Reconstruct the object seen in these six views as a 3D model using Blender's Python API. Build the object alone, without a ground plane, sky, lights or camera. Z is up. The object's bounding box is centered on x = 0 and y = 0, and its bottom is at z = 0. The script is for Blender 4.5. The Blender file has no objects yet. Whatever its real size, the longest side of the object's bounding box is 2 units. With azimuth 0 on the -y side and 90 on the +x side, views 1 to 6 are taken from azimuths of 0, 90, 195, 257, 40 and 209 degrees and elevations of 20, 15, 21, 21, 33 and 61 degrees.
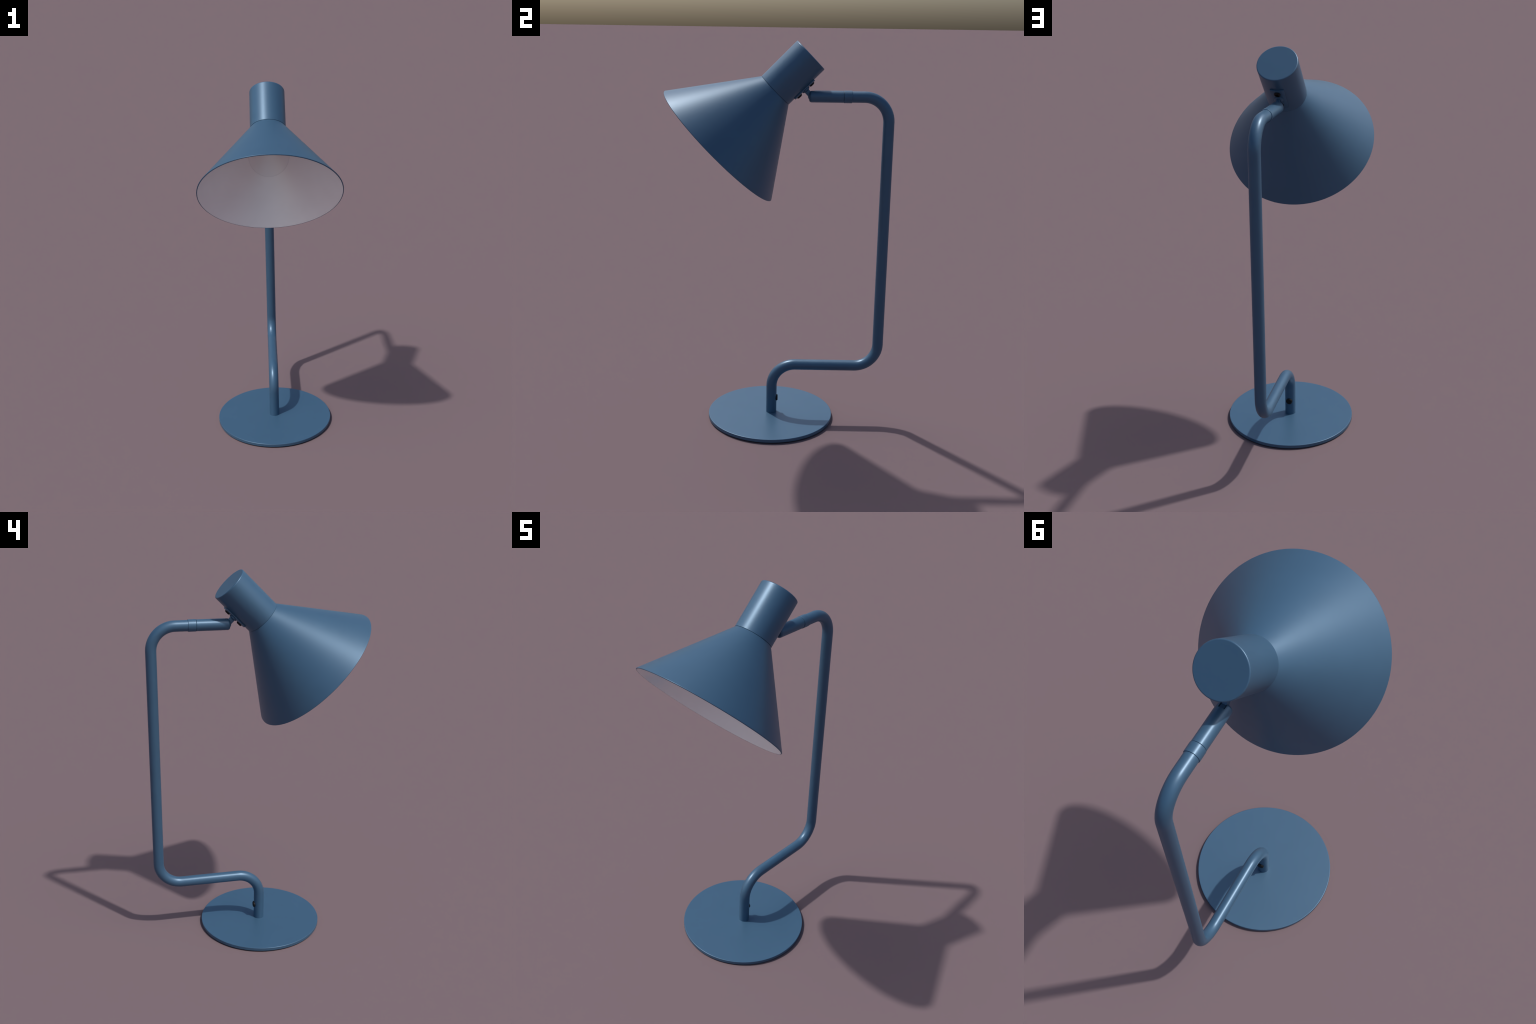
"""Blue desk lamp: round base, bent tube stem, swivel joint, conical shade."""
import bpy, bmesh
from math import pi, sin, cos, tan, radians, sqrt, atan2, acos
from mathutils import Vector, Matrix

# ------------------------------------------------------------------ sizes
BASE_Y, BASE_R, BASE_TOP = -0.0265, 0.3360, 0.0211
TUBE_R, BEND_R = 0.0282, 0.124
RISER_Y, POST_Y = -0.0203, 0.5467
LOW_Z, TOP_Z = 0.2986, 1.7324
COLLAR_Y = (0.3170, 0.3580)
SLEEVE_END_Y = 0.1445
SLEEVE_R, COLLAR_R = 0.0295, 0.0308
RIM = Vector((0.0, -0.3055, 1.4790))        # centre of the shade's open rim
RIM_R, NECK_R = 0.3818, 0.0967
SEAM_S, CAP_S = 0.3975, 0.6430              # distances from the rim along the head's axis
SEG = 128

# head frame: local z runs from the rim to the cap, local y points back and down to the joint
HEAD = Matrix.Translation(RIM) @ Matrix.Rotation(-pi / 4, 4, 'X')


# ------------------------------------------------------------------ materials
def new_material(name):
    m = bpy.data.materials.new(name)
    m.use_nodes = True
    return m, m.node_tree, m.node_tree.nodes["Principled BSDF"]


def painted(name, rgb, rough, grain=0.012, coat=0.0, spec=0.5, metal=0.0):
    """Powder-coat paint: even colour with a very faint mottling and grain."""
    m, t, b = new_material(name)
    co = t.nodes.new("ShaderNodeTexCoord")
    n = t.nodes.new("ShaderNodeTexNoise")
    n.inputs["Scale"].default_value = 9.0
    n.inputs["Detail"].default_value = 3.0
    t.links.new(co.outputs["Object"], n.inputs["Vector"])
    r = t.nodes.new("ShaderNodeValToRGB")
    r.color_ramp.elements[0].position, r.color_ramp.elements[1].position = 0.3, 0.7
    r.color_ramp.elements[0].color = (*[c * 0.985 for c in rgb], 1)
    r.color_ramp.elements[1].color = (*[c * 1.015 for c in rgb], 1)
    t.links.new(n.outputs["Fac"], r.inputs["Fac"])
    t.links.new(r.outputs["Color"], b.inputs["Base Color"])
    b.inputs["Roughness"].default_value = rough
    b.inputs["Metallic"].default_value = metal
    b.inputs["Specular IOR Level"].default_value = spec
    b.inputs["Coat Weight"].default_value = coat
    b.inputs["Coat Roughness"].default_value = 0.25
    if grain:
        g = t.nodes.new("ShaderNodeTexNoise")
        g.inputs["Scale"].default_value = 700.0
        t.links.new(co.outputs["Object"], g.inputs["Vector"])
        bu = t.nodes.new("ShaderNodeBump")
        bu.inputs["Strength"].default_value = grain
        bu.inputs["Distance"].default_value = 0.002
        t.links.new(g.outputs["Fac"], bu.inputs["Height"])
        t.links.new(bu.outputs["Normal"], b.inputs["Normal"])
    return m


BLUE = painted("blue_paint", (0.049, 0.115, 0.195), 0.39, metal=0.26)
WHITE = painted("white_inner_paint", (0.94, 0.94, 0.94), 0.34, metal=0.25)
BLACK = painted("black_screw_steel", (0.006, 0.006, 0.0065), 0.55, grain=0.0, spec=0.25)
UNDER_BLACK = painted("black_underside", (0.015, 0.015, 0.016), 0.85, grain=0.0)


def thin_glass(name):
    """Clear blown glass: lets light straight through, mirrors more towards its outline."""
    m, t, b = new_material(name)
    # the wall is so thin that it does not bend what is seen through it: index 1, gloss mixed in by angle
    b.inputs["Base Color"].default_value = (0.99, 0.99, 0.99, 1)
    b.inputs["Transmission Weight"].default_value = 1.0
    b.inputs["Roughness"].default_value = 0.0
    b.inputs["IOR"].default_value = 1.0
    gloss = t.nodes.new("ShaderNodeBsdfGlossy")
    gloss.inputs["Color"].default_value = (0.85, 0.85, 0.86, 1)
    gloss.inputs["Roughness"].default_value = 0.06
    weight = t.nodes.new("ShaderNodeLayerWeight")
    weight.inputs["Blend"].default_value = 0.5
    power = t.nodes.new("ShaderNodeMath")
    power.operation = 'POWER'
    power.inputs[1].default_value = 7.0
    scale = t.nodes.new("ShaderNodeMath")
    scale.operation = 'MULTIPLY_ADD'
    scale.inputs[1].default_value, scale.inputs[2].default_value = 0.60, 0.03
    rim = t.nodes.new("ShaderNodeMixShader")
    t.links.new(weight.outputs["Facing"], power.inputs[0])
    t.links.new(power.outputs[0], scale.inputs[0])
    t.links.new(scale.outputs[0], rim.inputs["Fac"])
    t.links.new(b.outputs[0], rim.inputs[1])
    t.links.new(gloss.outputs[0], rim.inputs[2])
    t.links.new(rim.outputs[0], t.nodes["Material Output"].inputs["Surface"])
    return m


GLASS = thin_glass("clear_glass")


# ------------------------------------------------------------------ helpers
def fillet(points, n=6):
    """Round the corners of a profile; points are (r, z, radius). Adds holding points beside each arc."""
    out = []
    for i, (x, y, rad) in enumerate(points):
        p = Vector((x, y))
        if rad <= 0 or i in (0, len(points) - 1):
            out.append(p)
            continue
        a = (Vector(points[i - 1][:2]) - p).normalized()
        b = (Vector(points[i + 1][:2]) - p).normalized()
        half = acos(max(-1, min(1, a.dot(b)))) / 2
        t = rad / tan(half)
        c = p + (a + b).normalized() * (rad / sin(half))
        s, e = p + a * t - c, p + b * t - c
        out.append(p + a * (t + rad * 0.25))
        a0 = atan2(s.y, s.x)
        da = atan2(e.y, e.x) - a0
        da = (da + pi) % (2 * pi) - pi
        for k in range(n + 1):
            an = a0 + da * k / n
            out.append(c + Vector((cos(an), sin(an))) * rad)
        out.append(p + b * (t + rad * 0.25))
    return out


def mesh_object(name, bm, mats, parent, matrix=None, sharp=35.0):
    if matrix is not None:
        bm.transform(matrix)
    bmesh.ops.recalc_face_normals(bm, faces=bm.faces)
    me = bpy.data.meshes.new(name)
    bm.to_mesh(me)
    bm.free()
    for m in mats:
        me.materials.append(m)
    me.shade_smooth()
    me.set_sharp_from_angle(angle=radians(sharp))
    ob = bpy.data.objects.new(name, me)
    bpy.context.scene.collection.objects.link(ob)
    ob.parent = parent
    return ob


def lathe(profile, seg=SEG, mat_of=None, closed=False):
    """Turn a profile of (r, z) around z. Ends with r = 0 become poles."""
    bm = bmesh.new()
    rings = []
    for p in profile:
        if abs(p[0]) < 1e-7:
            rings.append([bm.verts.new((0, 0, p[1]))])
        else:
            rings.append([bm.verts.new((p[0] * cos(2 * pi * k / seg), p[0] * sin(2 * pi * k / seg), p[1]))
                          for k in range(seg)])
    pairs = list(zip(range(len(rings) - 1), range(1, len(rings))))
    if closed:
        pairs.append((len(rings) - 1, 0))
    for i, j in pairs:
        A, B = rings[i], rings[j]
        for k in range(seg):
            l = (k + 1) % seg
            if len(A) == 1 and len(B) == 1:
                continue
            if len(A) == 1:
                f = bm.faces.new((A[0], B[k], B[l]))
            elif len(B) == 1:
                f = bm.faces.new((A[k], B[0], A[l]))
            else:
                f = bm.faces.new((A[k], B[k], B[l], A[l]))
            if mat_of:
                f.material_index = mat_of(i)
    return bm


def solid(points, n=6):
    """Closed turned body: profile from the axis to the axis."""
    prof = fillet(points, n)
    return prof


def sweep(path, radius, seg=48):
    """Round tube along a path lying in the x = 0 plane."""
    bm = bmesh.new()
    rings = []
    for i, p in enumerate(path):
        t = (path[min(i + 1, len(path) - 1)] - path[max(i - 1, 0)]).normalized()
        side = Vector((1, 0, 0))
        up = side.cross(t).normalized()
        rings.append([bm.verts.new(p + radius * (cos(2 * pi * k / seg) * side + sin(2 * pi * k / seg) * up))
                      for k in range(seg)])
    for A, B in zip(rings, rings[1:]):
        for k in range(seg):
            l = (k + 1) % seg
            bm.faces.new((A[k], A[l], B[l], B[k]))
    bm.faces.new(rings[0])
    bm.faces.new(list(reversed(rings[-1])))
    return bm


def bent_path(corners, bend, n=20):
    pts = [corners[0]]
    for a, p, b in zip(corners, corners[1:], corners[2:]):
        u, v = (a - p).normalized(), (b - p).normalized()
        half = u.angle(v) / 2
        t = bend / tan(half)
        c = p + (u + v).normalized() * (bend / sin(half))
        s, e = p + u * t - c, p + v * t - c
        pts.append(p + u * (t + 0.01))
        ang = s.angle(e)
        for k in range(n + 1):
            w = k / n
            pts.append(c + (s * sin((1 - w) * ang) + e * sin(w * ang)) / sin(ang))
        pts.append(p + v * (t + 0.01))
    pts.append(corners[-1])
    return pts


def hex_socket_profile_screw(r, h, hole_r, hole_depth, chamfer, seg=48):
    """Screw head along +z from z = 0 with a six-sided driver hole."""
    prof = fillet([(0, -0.004, 0), (r, -0.004, 0), (r, h * 0.45, 0.0006), (r - chamfer, h, 0.0012), (hole_r * 1.12, h, 0)], 4)
    bm = lathe(prof, seg)
    # ring between the round top and the hexagon, walls and floor of the hole
    top = [bm.verts.new((hole_r * 1.12 * cos(2 * pi * k / seg), hole_r * 1.12 * sin(2 * pi * k / seg), h)) for k in range(seg)]

    def hexr(a):
        a = (a % (pi / 3)) - pi / 6
        return hole_r * cos(pi / 6) / cos(a)
    lip, low = [], []
    for k in range(seg):
        a = 2 * pi * k / seg
        q = hexr(a)
        lip.append(bm.verts.new((q * cos(a), q * sin(a), h)))
        low.append(bm.verts.new((q * cos(a), q * sin(a), h - hole_depth)))
    for A, B in ((top, lip), (lip, low)):
        for k in range(seg):
            l = (k + 1) % seg
            bm.faces.new((A[k], A[l], B[l], B[k]))
    bm.faces.new(low)
    bmesh.ops.remove_doubles(bm, verts=bm.verts, dist=1e-6)
    return bm


# ------------------------------------------------------------------ the lamp
lamp = bpy.data.objects.new("desk_lamp", None)
lamp.empty_display_size = 0.2
bpy.context.scene.collection.objects.link(lamp)
lamp["label"] = "blue metal desk lamp with conical shade and bent stem"
lamp["category"] = "desk lamp"

# base: thin steel disc on a slightly smaller black disc, seen as a thin dark line
base = mesh_object("base_plate", lathe(solid([
    (0, 0.0035, 0), (BASE_R, 0.0035, 0.0015), (BASE_R, BASE_TOP, 0.0025), (0.02, BASE_TOP, 0), (0, BASE_TOP, 0)]), 192),
    [BLUE], lamp, Matrix.Translation((0, BASE_Y, 0)))
mesh_object("dark_underside_disc", lathe([(0, 0), (BASE_R - 0.006, 0), (BASE_R - 0.006, 0.0045), (0, 0.0045)], 192),
            [UNDER_BLACK], base, Matrix.Translation((0, BASE_Y, 0)))

# stem: one tube with three bends
V = lambda y, z: Vector((0, y, z))
stem = mesh_object("stem", sweep(bent_path(
    [V(RISER_Y, BASE_TOP - 0.004), V(RISER_Y, LOW_Z), V(POST_Y, LOW_Z), V(POST_Y, TOP_Z), V(COLLAR_Y[1] - 0.02, TOP_Z)], BEND_R),
    TUBE_R), [BLUE], lamp)

# set screw low on the back of the riser
screw_mesh = lathe(fillet([(0, -0.006, 0), (0.0172, -0.006, 0), (0.0172, 0.0030, 0.0006), (0.0138, 0.0064, 0.0010),
                            (0.004, 0.0064, 0), (0, 0.0064, 0)], 4), 48)
mesh_object("set_screw", screw_mesh, [BLACK], stem,
            Matrix.Translation((0, RISER_Y + TUBE_R - 0.0002, 0.1035)) @ Matrix.Rotation(-pi / 2, 4, 'X'))

# swivel: collar, sleeve with a forked end
along_y = lambda y: Matrix.Translation((0, y, TOP_Z)) @ Matrix.Rotation(-pi / 2, 4, 'X')
w = COLLAR_Y[1] - COLLAR_Y[0]
mesh_object("collar", lathe(solid([(0, 0.0006, 0), (COLLAR_R, 0.0006, 0.0012), (COLLAR_R, w, 0.0014), (0, w, 0)], 4), 96),
            [BLUE], lamp, along_y(COLLAR_Y[0]))
L = COLLAR_Y[0] - SLEEVE_END_Y
sleeve = mesh_object("swivel_sleeve", lathe(solid([
    (0, 0, 0), (SLEEVE_R, 0, 0.0118), (SLEEVE_R, L - 0.0008, 0.0012), (TUBE_R - 0.004, L - 0.0008, 0),
    (TUBE_R - 0.004, L + 0.004, 0), (0, L + 0.004, 0)], 8), 96),
    [BLUE], lamp, along_y(SLEEVE_END_Y))
cut_bm = bmesh.new()
bmesh.ops.create_cube(cut_bm, size=1.0, matrix=Matrix.Translation((0, SLEEVE_END_Y + 0.0025, TOP_Z + 0.034)) @ Matrix.Diagonal((0.0245, 0.048, 0.10, 1)))
cutter = mesh_object("slot_cutter", cut_bm, [BLUE], None)
mod = sleeve.modifiers.new("slot", 'BOOLEAN')
mod.object, mod.operation, mod.solver = cutter, 'DIFFERENCE', 'EXACT'
dg = bpy.context.evaluated_depsgraph_get()
slotted = bpy.data.meshes.new_from_object(sleeve.evaluated_get(dg))
sleeve.modifiers.clear()
sleeve.data = slotted
slotted.set_sharp_from_angle(angle=radians(35))
bpy.data.objects.remove(cutter)

# ------------------------------------------------------------------ lamp head (built in the HEAD frame)
neck = mesh_object("socket_housing", lathe(solid([
    (NECK_R - 0.0042, SEAM_S + 0.0009, 0), (NECK_R, SEAM_S + 0.0009, 0.0012), (NECK_R, CAP_S, 0.0048), (0.02, CAP_S, 0), (0, CAP_S, 0)])),
    [BLUE], lamp, HEAD)

# shade: sheet cone, blue outside, white inside
TH = 0.0060
TOP_R = NECK_R - 0.0012
slope = Vector((RIM_R - TOP_R, -SEAM_S)).normalized()
nrm = Vector((slope.y, -slope.x))           # towards the inside of the cone
inner_rim = Vector((RIM_R, 0)) + nrm * TH
inner_top = Vector((TOP_R, SEAM_S)) + nrm * TH
# the sheet runs on as a narrowing throat inside the housing, up to the bulb holder
throat = inner_top - slope * ((inner_top.x - 0.050) / slope.x)
throat_back = throat - nrm * 0.002
outer = fillet([(throat_back.x, throat_back.y, 0), (TOP_R - 0.003, SEAM_S, 0), (TOP_R, SEAM_S, 0.0010), (RIM_R, 0, 0.0018), (inner_rim.x, inner_rim.y, 0.0022),
                (throat.x, throat.y, 0)], 5)
first_inner = max(i for i, p in enumerate(outer) if (p - inner_rim).length < 0.0045)
mesh_object("shade", lathe(outer, SEG, lambda i: 1 if first_inner - 2 <= i else 0, closed=True),
            [BLUE, WHITE], lamp, HEAD)

# bulb holder and clear globe bulb
BULB_S, BULB_R = BULB_PLACE = (0.2285, 0.1086)
mesh_object("bulb_holder", lathe(solid([
    (0, 0.470, 0), (0.0505, 0.470, 0), (0.0505, 0.420, 0.002), (0, 0.420, 0)], 4), 64), [WHITE], lamp, HEAD)


def bulb_profile(r, neck_r, top):
    pts = []
    for k in range(41):
        a = -pi / 2 + (pi / 2 + acos(min(1, neck_r / r))) * k / 40
        pts.append(Vector((r * cos(a), BULB_S + r * sin(a))))
    pts[0].x = 0
    pts.append(Vector((neck_r, top)))
    return pts


glass_out = bulb_profile(BULB_R, 0.036, 0.423)
mesh_object("bulb", lathe(glass_out + [Vector((0, 0.423))], 96), [GLASS], lamp, HEAD)

# curved mounting plate on the back of the housing
S0, S1, HALF, R0, R1 = 0.4385, 0.5715, 0.0325, NECK_R - 0.0006, 0.1036
bm = bmesh.new()
N = 16
grid = {}
for k in range(N + 1):
    a = (k / N * 2 - 1) * (HALF / NECK_R)
    for s in (S0, S1):
        for r in (R0, R1):
            grid[k, s, r] = bm.verts.new((r * sin(a), r * cos(a), s))
for k in range(N):
    bm.faces.new((grid[k, S0, R1], grid[k + 1, S0, R1], grid[k + 1, S1, R1], grid[k, S1, R1]))
    bm.faces.new((grid[k, S0, R0], grid[k, S1, R0], grid[k + 1, S1, R0], grid[k + 1, S0, R0]))
    for s in (S0, S1):
        bm.faces.new((grid[k, s, R0], grid[k + 1, s, R0], grid[k + 1, s, R1], grid[k, s, R1]))
for k in (0, N):
    bm.faces.new((grid[k, S0, R0], grid[k, S1, R0], grid[k, S1, R1], grid[k, S0, R1]))
bmesh.ops.recalc_face_normals(bm, faces=bm.faces)
edges = [e for e in bm.edges if e.calc_face_angle(0) > radians(40)]
bmesh.ops.bevel(bm, geom=edges, offset=0.0016, segments=3, affect='EDGES', profile=0.5)
plate = mesh_object("mounting_plate", bm, [BLUE], lamp, HEAD)

outward = lambda s, d: HEAD @ Matrix.Translation((0, d, s)) @ Matrix.Rotation(-pi / 2, 4, 'X')
screw = mesh_object("screw", hex_socket_profile_screw(0.0152, 0.0075, 0.0078, 0.004, 0.0052), [BLACK], plate, outward(0.5475, 0.1034))
other = screw.copy()
other.matrix_local = Matrix.Translation(HEAD.to_3x3() @ Vector((0, 0, 0.4635 - 0.5475)))
bpy.context.scene.collection.objects.link(other)

# boss and tongue of the joint
mesh_object("joint_boss", lathe(solid([(0, -0.004, 0), (0.0213, -0.004, 0), (0.0213, 0.0045, 0.0008), (0.0142, 0.0092, 0.0008), (0, 0.0092, 0)], 3), 48),
            [BLUE], plate, outward(0.508, 0.1030))
bm = bmesh.new()
cs, cd, cr, h = 0.5105, 0.1513, 0.0240, 0.0090
outline = [(0.4940, 0.107)]
a0 = atan2(-sqrt(cr ** 2 - (cs - 0.4940) ** 2), 0.4940 - cs)      # where the lower edge meets the round eye
a1 = atan2(-sqrt(cr ** 2 - (0.5197 - cs) ** 2), 0.5197 - cs) 
sweep_angle = (a1 - a0) - 2 * pi
for k in range(41):
    a = a0 + sweep_angle * k / 40
    outline.append((cs + cr * cos(a), cd + cr * sin(a)))
outline.append((0.5197, 0.107))
A = [bm.verts.new((-h, d, s)) for s, d in outline]
B = [bm.verts.new((h, d, s)) for s, d in outline]
bm.faces.new(A)
bm.faces.new(list(reversed(B)))
for k in range(len(A)):
    l = (k + 1) % len(A)
    bm.faces.new((A[k], A[l], B[l], B[k]))
bmesh.ops.recalc_face_normals(bm, faces=bm.faces)
edges = [e for e in bm.edges if abs(e.verts[0].co.x - e.verts[1].co.x) < 1e-6]
bmesh.ops.bevel(bm, geom=edges, offset=0.001, segments=2, affect='EDGES', profile=0.5)
mesh_object("joint_tongue", bm, [BLUE], plate, HEAD)
